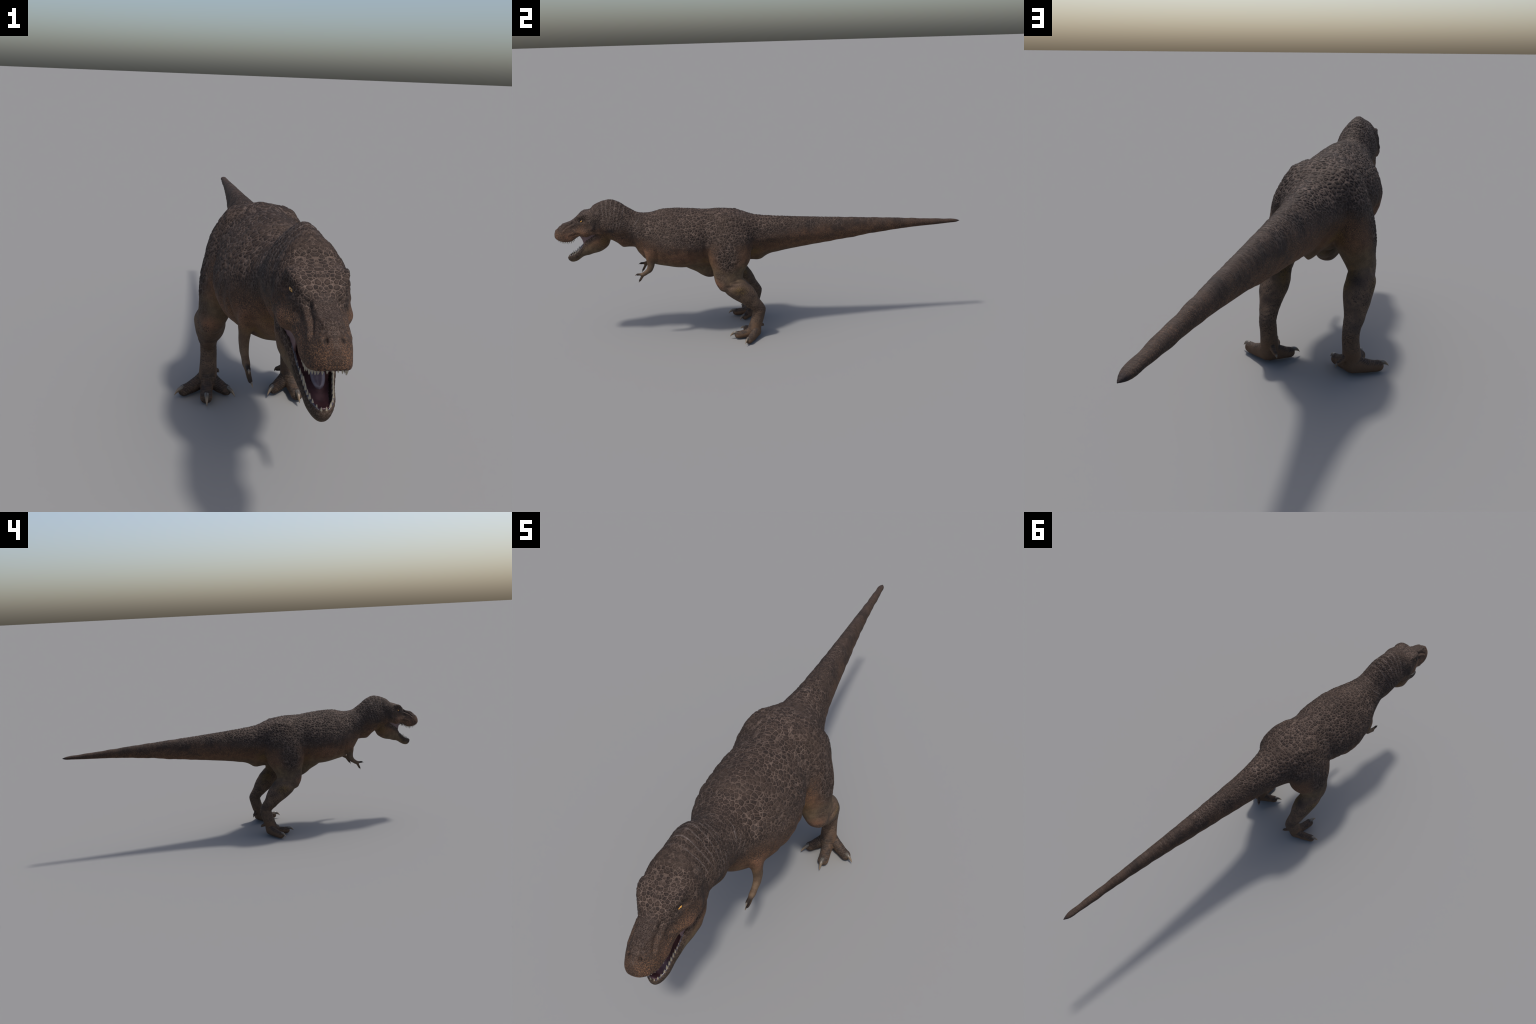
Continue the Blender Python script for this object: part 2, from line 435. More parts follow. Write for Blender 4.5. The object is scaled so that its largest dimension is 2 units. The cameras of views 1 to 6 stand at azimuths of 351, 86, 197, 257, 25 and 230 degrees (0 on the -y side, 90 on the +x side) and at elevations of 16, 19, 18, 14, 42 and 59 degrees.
# ridges and grooves along short polylines, mirrored: points, radius, push along the normal, extra push
RIDGES = [
    ([(0.050, -0.836, 0.634), (0.049, -0.852, 0.634), (0.042, -0.870, 0.627), (0.031, -0.887, 0.614)], 0.0095, 0.0015, (0.0025, -0.001, 0.0060)),   # brow
    ([(0.050, -0.872, 0.606), (0.058, -0.858, 0.603), (0.064, -0.842, 0.606)], 0.0055, 0.0022, (0, 0, 0)),          # lower lid
    ([(0.029, -0.905, 0.597), (0.027, -0.930, 0.585), (0.031, -0.951, 0.569)], 0.0045, -0.0034, (0, 0, 0)),         # snout groove
    ([(0.034, -0.905, 0.588), (0.033, -0.936, 0.574), (0.036, -0.948, 0.560)], 0.0050, 0.0022, (0, 0, 0)),          # ridge beside it
    ([(0.019, -0.905, 0.606), (0.018, -0.935, 0.593), (0.013, -0.958, 0.586)], 0.0060, 0.0034, (0, 0, 0)),          # nasal edge
    ([(0.044, -0.925, 0.545), (0.046, -0.895, 0.556), (0.054, -0.870, 0.560)], 0.0060, 0.0022, (0, 0, 0)),          # cheek bar
    ([(0.100, -0.215, 0.592), (0.094, -0.180, 0.600), (0.088, -0.145, 0.605), (0.070, -0.122, 0.608)], 0.0110, 0.0035, (0, 0, 0)),   # hip crest
    ([(0.126, -0.268, 0.520), (0.130, -0.285, 0.440), (0.110, -0.285, 0.375)], 0.0100, -0.0018, (0, 0, 0)),         # front of thigh
    ([(0.110, -0.062, 0.520), (0.118, -0.055, 0.455), (0.105, -0.065, 0.400)], 0.0110, -0.0012, (0, 0, 0)),         # back of thigh
    ([(0.150, -0.245, 0.345), (0.158, -0.215, 0.335), (0.162, -0.180, 0.340)], 0.0045, -0.0012, (0, 0, 0)),         # creases over the knee
    ([(0.150, -0.240, 0.322), (0.158, -0.215, 0.312), (0.162, -0.180, 0.316)], 0.0045, -0.0012, (0, 0, 0)),
    ([(0.128, -0.007, 0.150), (0.130, -0.016, 0.110), (0.131, -0.026, 0.070)], 0.0080, 0.0018, (0, 0, 0)),          # heel tendon
]
mir2 = np.stack([np.abs(co[:, 0]), co[:, 1], co[:, 2]], 1)
nor = vertex_normals(co)
for pts, rad, a, push in RIDGES:
    pts = np.array(pts, float)
    box = ((mir2 > pts.min(0) - 3 * rad) & (mir2 < pts.max(0) + 3 * rad)).all(1)
    idx = np.where(box)[0]
    d = np.full(len(idx), 9.0)
    for p0, p1 in zip(pts[:-1], pts[1:]):
        e = p1 - p0
        t = np.clip(((mir2[idx] - p0) @ e) / (e @ e), 0, 1)
        d = np.minimum(d, np.linalg.norm(mir2[idx] - p0 - t[:, None] * e, axis=1))
    w = np.exp(-(d / rad) ** 2)
    side = np.sign(co[idx, 0])
    vec = np.stack([side * push[0], np.full(len(idx), push[1]), np.full(len(idx), push[2])], 1)
    co[idx] += w[:, None] * (a * nor[idx] + vec)

# --------------------------------------------------------------- folds and lumps of the hide
def sstep(a, b, x):
    t = np.clip((x - a) / (b - a), 0, 1)
    return t * t * (3 - 2 * t)

mir = np.stack([np.abs(co[:, 0]), co[:, 1], co[:, 2]], 1)
nor = vertex_normals(co)
X, Y, Z = mir.T
# fan of folds over the nape, turning round the throat
FAN = (-0.735, 0.440)
NFOLD = 13.5
phi = np.arctan2(Y - FAN[0], Z - FAN[1])
wob = 0.10 * np.sin(21 * Z + 9 * Y) + 0.05 * np.sin(60 * X)
nape = sstep(-0.80, -0.77, Y) * sstep(-0.545, -0.59, Y) * sstep(0.55, 0.585, Z + 0.08 * (Y + 0.70))
brk = 0.5 + 0.5 * np.sin(47 * Z + 31 * Y + 2 * np.sin(55 * X))
h = 0.0004 * nape * brk * np.cos(2 * np.pi * (phi * NFOLD / 1.2 + wob))
# soft tail rings
tailm = sstep(0.02, 0.10, Y) * sstep(0.9, 0.6, Y)
h += 0.0002 * tailm * np.sin(2 * np.pi * Y / 0.022 + 2 * np.sin(40 * Z)) * sstep(0.49, 0.53, Z)
# ribs showing a little through the flank
ribm = sstep(-0.52, -0.48, Y) * sstep(-0.29, -0.33, Y) * sstep(0.37, 0.42, Z) * sstep(0.60, 0.55, Z)
h += 0.0012 * ribm * np.sin(2 * np.pi * (Y + 0.35 * (Z - 0.45)) / 0.042)
# skin folds in front of the thigh, at the ankle
ank = sstep(0.20, 0.17, Z) * sstep(0.10, 0.14, Z) * sstep(-0.12, -0.09, Y)
h += 0.0003 * ank * np.sin(2 * np.pi * (Z + 0.3 * Y) / 0.011)
# uneven, lumpy hide
h += 0.0011 * (np.sin(95 * X + 41 * Z + 1.3) * np.sin(83 * Y + 2 * np.sin(37 * Z)) * np.sin(71 * Z + 23 * Y)) * sstep(0.10, 0.2, Z)
co = co + h[:, None] * nor

# --------------------------------------------------------------- node helpers (shader and geometry trees alike)
class Graph:
    def __init__(self, tree):
        self.t = tree
    def node(self, kind, **props):
        n = self.t.nodes.new(kind)
        for k, v in props.items():
            setattr(n, k, v)
        return n
    def put(self, sock, v):
        if isinstance(v, bpy.types.NodeSocket):
            self.t.links.new(v, sock)
        elif v is not None:
            sock.default_value = v
    def math(self, op, a, b=None, clamp=False):
        n = self.node('ShaderNodeMath', operation=op, use_clamp=clamp)
        self.put(n.inputs[0], a)
        if b is not None: self.put(n.inputs[1], b)
        return n.outputs[0]
    def add(self, a, b): return self.math('ADD', a, b)
    def sub(self, a, b): return self.math('SUBTRACT', a, b)
    def mul(self, a, b): return self.math('MULTIPLY', a, b)
    def maxi(self, a, b): return self.math('MAXIMUM', a, b)
    def vmath(self, op, a, b=None, scale=None):
        n = self.node('ShaderNodeVectorMath', operation=op)
        self.put(n.inputs[0], a)
        if b is not None: self.put(n.inputs[1], b)
        if scale is not None: self.put(n.inputs['Scale'], scale)
        return n.outputs['Value'] if op in ('LENGTH', 'DOT_PRODUCT', 'DISTANCE') else n.outputs[0]
    def step(self, a, b, x, lo=0.0, hi=1.0):
        n = self.node('ShaderNodeMapRange', interpolation_type='SMOOTHSTEP')
        if a > b: a, b, lo, hi = b, a, hi, lo
        self.put(n.inputs[0], x); self.put(n.inputs[1], a); self.put(n.inputs[2], b)
        self.put(n.inputs[3], lo); self.put(n.inputs[4], hi)
        return n.outputs[0]
    def split(self, v):
        n = self.node('ShaderNodeSeparateXYZ'); self.put(n.inputs[0], v); return n.outputs
    def join(self, x, y, z):
        n = self.node('ShaderNodeCombineXYZ')
        for s, v in zip(n.inputs, (x, y, z)): self.put(s, v)
        return n.outputs[0]
    def noise(self, vec, scale, detail=2.0, rough=0.5, dist=0.0):
        n = self.node('ShaderNodeTexNoise')
        self.put(n.inputs['Vector'], vec); self.put(n.inputs['Scale'], scale)
        self.put(n.inputs['Detail'], detail); self.put(n.inputs['Roughness'], rough)
        self.put(n.inputs['Distortion'], dist)
        return n.outputs[0], n.outputs[1]
    def voronoi(self, vec, scale, feature='F1', rand=1.0):
        n = self.node('ShaderNodeTexVoronoi', feature=feature)
        self.put(n.inputs['Vector'], vec); self.put(n.inputs['Scale'], scale)
        self.put(n.inputs['Randomness'], rand)
        return n.outputs
    def mix(self, f, a, b):
        n = self.node('ShaderNodeMix', data_type='RGBA')
        self.put(n.inputs[0], f)
        self.put(n.inputs[6], a if not isinstance(a, tuple) else (*a, 1))
        self.put(n.inputs[7], b if not isinstance(b, tuple) else (*b, 1))
        return n.outputs[2]
    def lerp(self, f, a, b):
        n = self.node('ShaderNodeMix', data_type='FLOAT')
        self.put(n.inputs[0], f); self.put(n.inputs[2], a); self.put(n.inputs[3], b)
        return n.outputs[0]
    def curve(self, x, pts, lo, hi):
        """piecewise curve of x between lo and hi, values kept in 0..1"""
        n = self.node('ShaderNodeFloatCurve')
        c = n.mapping.curves[0]
        m = [((px - lo) / (hi - lo), py) for px, py in pts]
        c.points[0].location = m[0]; c.points[1].location = m[-1]
        for p in m[1:-1]: c.points.new(*p)
        n.mapping.update()
        t = self.math('DIVIDE', self.sub(x, lo), hi - lo)
        self.put(n.inputs['Value'], t)
        return n.outputs[0]
    def blob(self, P, c, r, soft=0.0):
        d = self.vmath('LENGTH', self.vmath('DIVIDE', self.vmath('SUBTRACT', P, tuple(c)), tuple(r)))
        return self.step(1.0, soft, d)
    def any(self, items):
        out = items[0]
        for i in items[1:]: out = self.maxi(out, i)
        return out

def hide_fields(g, pos):
    """scale pattern of the hide as node sockets, from the object position"""
    x, y, z = g.split(pos)
    X = g.math('ABSOLUTE', x)
    P = g.join(X, y, z)
    wn, wc = g.noise(P, 9.0, 2.0)
    big, _ = g.noise(P, 16.0, 3.0, 0.6)
    warp = g.vmath('SCALE', g.vmath('SUBTRACT', wc, (0.5, 0.5, 0.5)), scale=0.028)
    Q = g.vmath('ADD', P, warp)
    # where the scaled back ends and the smooth flank begins (height of that line along the body)
    line = g.curve(y, [(-1.0, 0.535), (-0.985, 0.545), (-0.96, 0.548), (-0.93, 0.550), (-0.90, 0.560), (-0.86, 0.580),
                       (-0.80, 0.568), (-0.70, 0.548), (-0.60, 0.500), (-0.50, 0.475), (-0.35, 0.465), (-0.20, 0.455), (-0.05, 0.468),
                       (0.10, 0.490), (0.40, 0.506), (0.70, 0.506), (1.0, 0.490)], -1.0, 1.0)
    off = g.add(g.sub(z, line), g.mul(g.sub(big, 0.5), 0.07))
    back = g.step(-0.012, 0.045, off)
    thigh = g.blob(P, (0.175, -0.185, 0.440), (0.075, 0.100, 0.140), 0.35)
    knee = g.blob(P, (0.165, -0.215, 0.335), (0.06, 0.05, 0.055), 0.2)
    back = g.maxi(back, g.maxi(thigh, g.mul(knee, 0.7)))
    # upper side of the lower jaw is scaled as well
    rim = g.curve(y, [(-0.95, 0.424), (-0.93, 0.436), (-0.913, 0.442), (-0.88, 0.468), (-0.857, 0.501), (-0.84, 0.518),
                      (-0.80, 0.543), (-0.77, 0.556)], -0.95, -0.77)
    jd = g.sub(rim, z)
    jaw_m = g.mul(g.mul(g.step(-0.007, -0.003, jd), g.step(0.036, 0.014, g.add(jd, g.mul(g.sub(big, 0.5), 0.02)))), g.step(-0.775, -0.80, y))
    back = g.maxi(back, g.mul(jaw_m, 0.85))
    head = g.step(-0.775, -0.805, y)
    nape = g.mul(g.step(-0.80, -0.77, y), g.step(-0.55, -0.60, y))
    tail = g.step(0.06, 0.16, y)
    foot = g.step(0.10, 0.06, z)
    small = g.any([head, nape, g.step(0.10, 0.28, y), knee, g.mul(g.step(0.075, 0.02, off), g.step(0.9, 0.3, thigh))])
    snout = g.mul(head, g.maxi(g.step(-0.885, -0.925, y), g.step(0.50, 0.40, z)))
    # big polygonal scales, then medium ones for head, neck and tail, small ones on the snout
    eL = g.voronoi(Q, 74.0, 'DISTANCE_TO_EDGE', 0.9)[0]
    cL = g.voronoi(Q, 74.0, 'F1', 0.9)
    ty = g.lerp(tail, 1.0, 0.72)
    QS = g.vmath('MULTIPLY', Q, g.join(ty, g.lerp(tail, g.lerp(nape, 1.0, 0.85), 1.15), ty))
    eM = g.voronoi(QS, 116.0, 'DISTANCE_TO_EDGE', 0.95)[0]
    cM = g.voronoi(QS, 116.0, 'F1', 0.95)
    eS = g.voronoi(Q, 215.0, 'DISTANCE_TO_EDGE', 1.0)[0]
    # corners of the plates are rounded off: seams widen where three plates meet
    eL = g.sub(eL, g.mul(g.step(0.45, 0.80, cL[0]), 0.035))
    eM = g.sub(eM, g.mul(g.step(0.45, 0.80, cM[0]), 0.035))
    edge = g.lerp(snout, g.lerp(small, eL, eM), eS)
    cell = g.lerp(small, g.split(cL[1])[0], g.split(cM[1])[0])
    # scales fade from the spine down the flanks
    fade = g.step(-0.01, 0.06, off)
    # folds over the nape
    ph = g.math('ARCTAN2', g.sub(y, FAN[0]), g.sub(z, FAN[1]))
    w1 = g.mul(g.math('SINE', g.add(g.mul(z, 21.0), g.mul(y, 9.0))), 0.10)
    w2 = g.mul(g.math('SINE', g.mul(X, 60.0)), 0.05)
    fold = g.math('COSINE', g.mul(g.add(g.add(g.add(g.mul(ph, NFOLD / 1.2), w1), w2), g.mul(g.sub(big, 0.5), 0.55)), 2 * math.pi))
    fold = g.mul(fold, nape)
    # scutes over toes and the front of the foot: rings round the ankle
    r = g.vmath('LENGTH', g.join(g.mul(g.sub(X, 0.131), 1.0), g.add(y, 0.050), 0.0))
    s = g.add(g.sub(r, g.mul(z, 0.9)), g.mul(g.sub(g.noise(P, 60.0, 2.0)[0], 0.5), 0.012))
    sc = g.math('FRACT', g.mul(s, 1 / 0.0085))
    ring = g.math('ABSOLUTE', g.sub(g.mul(sc, 2.0), 1.0))
    return dict(P=P, Q=Q, x=X, y=y, z=z, back=back, off=off, eS=eS, snout=snout, jaw=jaw_m, head=head, nape=nape, tail=tail, foot=foot, small=small,
                edge=edge, cell=cell, fade=fade, fold=fold, ring=ring, big=big, wn=wn, thigh=thigh, knee=knee)

# --------------------------------------------------------------- raise the scales in the mesh
skin.vertices.foreach_set('co', co.astype(np.float32).ravel())
skin.update()
gt = bpy.data.node_groups.new("raise_scales", 'GeometryNodeTree')
gt.interface.new_socket("Geometry", in_out='INPUT', socket_type='NodeSocketGeometry')
gt.interface.new_socket("Geometry", in_out='OUTPUT', socket_type='NodeSocketGeometry')
g = Graph(gt)
gi = g.node('NodeGroupInput'); go = g.node('NodeGroupOutput')
F = hide_fields(g, g.node('GeometryNodeInputPosition').outputs[0])
hgt = g.mul(g.mul(g.step(0.0, 0.26, F['edge']), g.step(0.62, 0.22, F['y'], 0.25, 1.0)), g.mul(F['back'], g.lerp(F['snout'], g.lerp(F['small'], 0.0021, 0.0014), 0.0007)))
nz = g.split(g.node('GeometryNodeInputNormal').outputs[0])
top = g.maxi(g.step(0.1, 0.6, nz[2]), g.step(-0.2, -0.7, nz[1]))
hgt = g.add(hgt, g.mul(g.mul(F['foot'], top), g.mul(g.step(1.0, 0.6, F['ring']), 0.0008)))
sp = g.node('GeometryNodeSetPosition')
gt.links.new(gi.outputs[0], sp.inputs['Geometry'])
gt.links.new(g.vmath('SCALE', g.node('GeometryNodeInputNormal').outputs[0], scale=hgt), sp.inputs['Offset'])
gt.links.new(sp.outputs[0], go.inputs[0])
tmp = bpy.data.objects.new("tmp", skin); scene.collection.objects.link(tmp)
for p in skin.polygons: p.use_smooth = True
mdn = tmp.modifiers.new("scales", 'NODES'); mdn.node_group = gt
dg = bpy.context.evaluated_depsgraph_get()
done = tmp.evaluated_get(dg).to_mesh()
buf = np.empty(nv * 3, np.float32); done.vertices.foreach_get('co', buf)
co = buf.reshape(-1, 3).astype(float)
bpy.data.objects.remove(tmp)
bpy.data.node_groups.remove(gt)
co[:, 2] = np.maximum(co[:, 2], 0.0003)      # soles press flat on the ground
nor = vertex_normals(co)

# --------------------------------------------------------------- materials
def material(name):
    m = bpy.data.materials.new(name); m.use_nodes = True
    nt = m.node_tree; b = nt.nodes["Principled BSDF"]
    return m, Graph(nt), b

def hide_material():
    m, g, b = material("scaly_hide")
    tc = g.node('ShaderNodeTexCoord')
    F = hide_fields(g, tc.outputs['Object'])
    P = F['P']
    n1, _ = g.noise(P, 45.0, 4.0, 0.6)
    n2, _ = g.noise(P, 160.0, 3.0, 0.65)
    n3, _ = g.noise(P, 420.0, 2.0, 0.6)
    # scaled back
    lines = g.step(0.058, 0.006, F['edge'])
    bed = g.step(0.125, 0.055, F['edge'])
    patch = g.step(0.32, 0.68, F['big'], 0.42, 0.92)
    patch = g.mul(patch, g.step(0.25, 0.65, n1, 0.55, 1.0))
    cellc = g.mix(F['cell'], (0.0165, 0.0103, 0.0078), (0.040, 0.0252, 0.0183))
    cellc = g.mix(g.mul(g.step(0.48, 0.72, n2), 0.55), cellc, (0.066, 0.046, 0.037))
    rim = g.mul(g.step(0.26, 0.14, F['edge']), g.step(0.06, 0.14, F['edge']))
    cellc = g.mix(g.mul(rim, 0.7), cellc, (0.010, 0.007, 0.0065))
    bare = g.step(0.60, 0.72, F['big'])
    cellc = g.mix(g.mul(bare, 0.45), cellc, (0.062, 0.047, 0.041))
    cellc = g.mix(g.mul(bed, 0.38), cellc, g.mix(g.step(0.35, 0.65, n2), (0.036, 0.0240, 0.0180), (0.066, 0.0455, 0.0355)))
    backc = g.mix(g.mul(lines, patch), cellc, (0.136, 0.097, 0.078))
    backc = g.mix(g.mul(g.step(0.09, 0.02, F['eS']), 0.22), backc, (0.085, 0.064, 0.055))
    # the net of scales is bold in some places, worn and dull in others, and dies out along the tail
    wear, _ = g.noise(P, 8.5, 3.0, 0.55)
    fine, _ = g.noise(g.vmath('MULTIPLY', P, (60.0, 330.0, 60.0)), 1.0, 2.0, 0.6)
    dull_c = g.mix(g.step(0.40, 0.66, fine), (0.026, 0.0172, 0.0130), (0.064, 0.0445, 0.0350))
    dull_c = g.mix(g.step(0.40, 0.65, n1, 0.0, 0.45), dull_c, (0.052, 0.033, 0.024))
    dull = g.maxi(g.step(0.52, 0.68, wear, 0.0, 0.62), g.step(0.22, 0.60, F['y'], 0.0, 0.86))
    backc = g.mix(dull, backc, dull_c)
    # long wrinkles running along shoulder and flank
    wr = g.voronoi(g.vmath('MULTIPLY', F['Q'], (150.0, 62.0, 150.0)), 1.0, 'DISTANCE_TO_EDGE', 1.0)[0]
    wz = g.mul(g.mul(g.step(-0.75, -0.62, F['y']), g.step(0.10, -0.05, F['y'])), g.mul(g.step(0.125, 0.05, F['off']), g.step(0.40, 0.60, wear, 0.15, 1.0)))
    backc = g.mix(g.mul(g.step(0.075, 0.01, wr), g.mul(wz, 0.50)), backc, (0.115, 0.084, 0.070))
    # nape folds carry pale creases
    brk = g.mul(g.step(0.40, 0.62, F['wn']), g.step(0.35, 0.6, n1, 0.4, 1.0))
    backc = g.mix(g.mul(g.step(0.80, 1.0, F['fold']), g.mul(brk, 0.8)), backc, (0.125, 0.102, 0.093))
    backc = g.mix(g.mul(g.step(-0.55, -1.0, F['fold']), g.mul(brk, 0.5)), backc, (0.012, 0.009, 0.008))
    # flank and belly
    flank = g.mix(g.step(0.35, 0.65, n1), (0.106, 0.055, 0.031), (0.172, 0.090, 0.048))
    belly = g.mix(g.step(0.35, 0.65, n1), (0.095, 0.064, 0.038), (0.135, 0.093, 0.054))
    low = g.step(-0.045, -0.115, F['off'])
    skin_c = g.mix(low, flank, belly)
    leg = g.mul(g.step(0.34, 0.28, F['z']), g.step(-0.32, -0.28, F['y']))
    legc = g.mix(g.step(0.35, 0.65, n1), (0.082, 0.054, 0.038), (0.130, 0.084, 0.055))
    skin_c = g.mix(leg, skin_c, legc)
    ochre = g.any([g.blob(P, c, r) for c, r in (
        ((0.045, -0.745, 0.515), (0.05, 0.06, 0.05)), ((0.05, -0.63, 0.455), (0.06, 0.05, 0.03)),
        ((0.08, -0.50, 0.370), (0.05, 0.06, 0.04)), ((0.11, -0.285, 0.375), (0.05, 0.05, 0.06)),
        ((0.07, -0.050, 0.420), (0.05, 0.06, 0.06)), ((0.175, -0.125, 0.262), (0.035, 0.05, 0.035)),
        ((0.055, -0.545, 0.405), (0.05, 0.04, 0.04)), ((0.10, -0.10, 0.28), (0.04, 0.06, 0.08)))])
    skin_c = g.mix(g.mul(ochre, g.step(0.30, 0.70, n1, 0.3, 0.85)), skin_c, (0.155, 0.095, 0.028))
    salmon = g.any([g.blob(P, c, r) for c, r in (
        ((0.070, -0.850, 0.556), (0.03, 0.034, 0.026)), ((0.030, -0.985, 0.522), (0.05, 0.035, 0.028)),
        ((0.042, -0.925, 0.535), (0.03, 0.045, 0.026)), ((0.060, -0.690, 0.508), (0.03, 0.05, 0.024)),
        ((0.115, -0.565, 0.455), (0.05, 0.05, 0.05)), ((0.15, -0.235, 0.295), (0.05, 0.05, 0.045)),
        ((0.13, -0.40, 0.440), (0.04, 0.09, 0.05)), ((0.05, 0.17, 0.500), (0.03, 0.14, 0.022)))])
    skin_c = g.mix(g.mul(salmon, g.step(0.30, 0.65, n1, 0.45, 0.95)), skin_c, (0.200, 0.098, 0.056))
    # dark speckle, dense below the scales and thinning to the belly
    f1 = g.voronoi(P, 520.0, 'F1', 1.0)
    fe = F['eS']
    dens = g.step(-0.12, 0.03, F['off'], 0.20, 0.74)
    spec = g.step(0.08, -0.04, g.sub(f1[0], g.mul(g.add(dens, g.mul(g.sub(n1, 0.5), 0.5)), 0.85)))
    skin_c = g.mix(g.mul(spec, 0.80), skin_c, (0.022, 0.016, 0.014))
    skin_c = g.mix(g.mul(g.step(0.10, 0.02, fe), g.mul(dens, 0.16)), skin_c, (0.15, 0.115, 0.092))
    # coarser dark flecks, thick on the legs and along the lower edge of the scales
    f2 = g.voronoi(P, 210.0, 'F1', 1.0)
    mot, _ = g.noise(P, 22.0, 3.0, 0.6)
    fleck_d = g.maxi(g.mul(leg, 0.30), g.step(-0.10, 0.02, F['off'], 0.12, 0.34))
    fleck = g.step(0.04, -0.04, g.sub(f2[0], g.mul(fleck_d, g.step(0.30, 0.65, mot, 0.35, 1.45))))
    skin_c = g.mix(g.mul(fleck, 0.75), skin_c, (0.020, 0.0145, 0.0125))
    skin_c = g.mix(g.step(0.52, 0.70, mot, 0.0, 0.35), skin_c, (0.045, 0.031, 0.024))
    col = g.mix(F['back'], skin_c, backc)
    # sooty mottling along the tail
    mott, _ = g.noise(P, 13.0, 3.0, 0.6)
    col = g.mix(g.mul(g.mul(F['tail'], g.step(-0.02, 0.01, F['off'])), g.step(0.48, 0.68, mott, 0.0, 0.6)), col, (0.016, 0.012, 0.011))
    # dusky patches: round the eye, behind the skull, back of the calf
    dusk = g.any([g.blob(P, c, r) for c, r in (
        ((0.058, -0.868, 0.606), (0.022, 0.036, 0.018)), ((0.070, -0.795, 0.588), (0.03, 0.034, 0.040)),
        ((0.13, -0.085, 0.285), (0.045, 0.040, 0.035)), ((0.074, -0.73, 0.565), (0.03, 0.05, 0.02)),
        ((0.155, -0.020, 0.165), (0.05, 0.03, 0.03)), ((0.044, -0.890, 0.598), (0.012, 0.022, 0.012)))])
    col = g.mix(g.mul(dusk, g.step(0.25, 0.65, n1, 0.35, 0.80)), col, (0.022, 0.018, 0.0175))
    nost = g.blob(P, (0.0150, -0.9770, 0.5675), (0.0055, 0.0065, 0.0060), 0.4)
    col = g.mix(g.mul(nost, 0.9), col, (0.008, 0.006, 0.006))
    # toes and foot: dark scutes with pale seams, warm pads
    nrm = g.split(g.node('ShaderNodeNewGeometry').outputs['Normal'])
    top = g.maxi(g.step(0.1, 0.6, nrm[2]), g.step(-0.3, -0.8, nrm[1]))
    seam = g.mul(g.step(0.72, 0.95, F['ring']), g.step(0.42, 0.60, n2, 0.1, 1.0))
    scute = g.mix(seam, (0.030, 0.0225, 0.0185), (0.125, 0.102, 0.088))
    scute = g.mix(g.step(0.45, 0.7, n2), scute, (0.066, 0.047, 0.036))
    foot_c = g.mix(g.mul(top, g.step(0.35, 0.55, n1, 0.55, 0.95)), (0.120, 0.072, 0.043), scute)
    col = g.mix(F['foot'], col, foot_c)
    # forearm tone: plain warm brown, dark fingers
    armm = g.mul(g.mul(g.step(0.415, 0.395, F['z']), g.step(-0.505, -0.53, F['y'])), g.step(0.050, 0.062, F['x']))
    fing = g.step(-0.595, -0.612, F['y'])
    armc = g.mix(fing, g.mix(g.step(0.4, 0.6, n1), (0.090, 0.058, 0.037), (0.120, 0.080, 0.050)), (0.022, 0.016, 0.013))
    armc = g.mix(g.mul(spec, 0.4), armc, (0.04, 0.03, 0.025))
    col = g.mix(armm, col, armc)
    # tail tip and fine grain
    col = g.mix(g.step(0.972, 0.988, F['y']), col, (0.028, 0.020, 0.019))
    col = g.mix(g.step(0.35, 0.65, n3, 0.0, 0.22), col, (0.020, 0.015, 0.013))
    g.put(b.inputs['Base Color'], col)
    g.put(b.inputs['Roughness'], g.lerp(n2, 0.62, 0.85))
    b.inputs['Specular IOR Level'].default_value = 0.16
    bump = g.node('ShaderNodeBump')
    bump.inputs['Strength'].default_value = 0.55
    bump.inputs['Distance'].default_value = 0.0012
    hb = g.add(g.mul(n2, 0.5), g.mul(n3, 0.35))
    hb = g.add(hb, g.mul(g.step(0.0, 0.2, fe), 0.35))
    g.put(bump.inputs['Height'], hb)
    g.t.links.new(bump.outputs[0], b.inputs['Normal'])
    return m
HIDE = hide_material()

def simple(name, dark, light, scale, rough, coat=0.0, axis=None):
    m, g, b = material(name)
    tc = g.node('ShaderNodeTexCoord')
    n, _ = g.noise(tc.outputs['Object'], scale, 4.0, 0.6)
    col = g.mix(g.step(0.3, 0.7, n), dark, light)
    if axis is not None:
        k = g.split(tc.outputs['Generated'])[2]
        lo, hi, c = axis
        col = g.mix(g.step(lo, hi, k), col, c)
    g.put(b.inputs['Base Color'], col)
    b.inputs['Roughness'].default_value = rough
    b.inputs['Coat Weight'].default_value = coat
    b.inputs['Coat Roughness'].default_value = 0.25
    bump = g.node('ShaderNodeBump'); bump.inputs['Strength'].default_value = 0.3; bump.inputs['Distance'].default_value = 0.0006
    g.put(bump.inputs['Height'], n); g.t.links.new(bump.outputs[0], b.inputs['Normal'])
    return m
TOOTH = simple("tooth_enamel", (0.20, 0.165, 0.115), (0.34, 0.30, 0.22), 9.0, 0.4, 0.2, axis=(0.30, 0.0, (0.15, 0.11, 0.075)))
HORN = simple("claw_horn", (0.040, 0.034, 0.030), (0.095, 0.080, 0.062), 120.0, 0.4, 0.15, axis=(0.25, 0.85, (0.16, 0.112, 0.066)))
GUM = simple("gum", (0.018, 0.0145, 0.018), (0.062, 0.050, 0.066), 260.0, 0.35, 0.3)
LINING = simple("mouth_lining", (0.065, 0.028, 0.032), (0.105, 0.046, 0.050), 120.0, 0.4, 0.3)
TONGUE = simple("tongue", (0.085, 0.062, 0.075), (0.118, 0.088, 0.104), 90.0, 0.4, 0.3)
CHEEK = simple("cheek_membrane", (0.105, 0.058, 0.060), (0.145, 0.083, 0.085), 70.0, 0.5, 0.1)

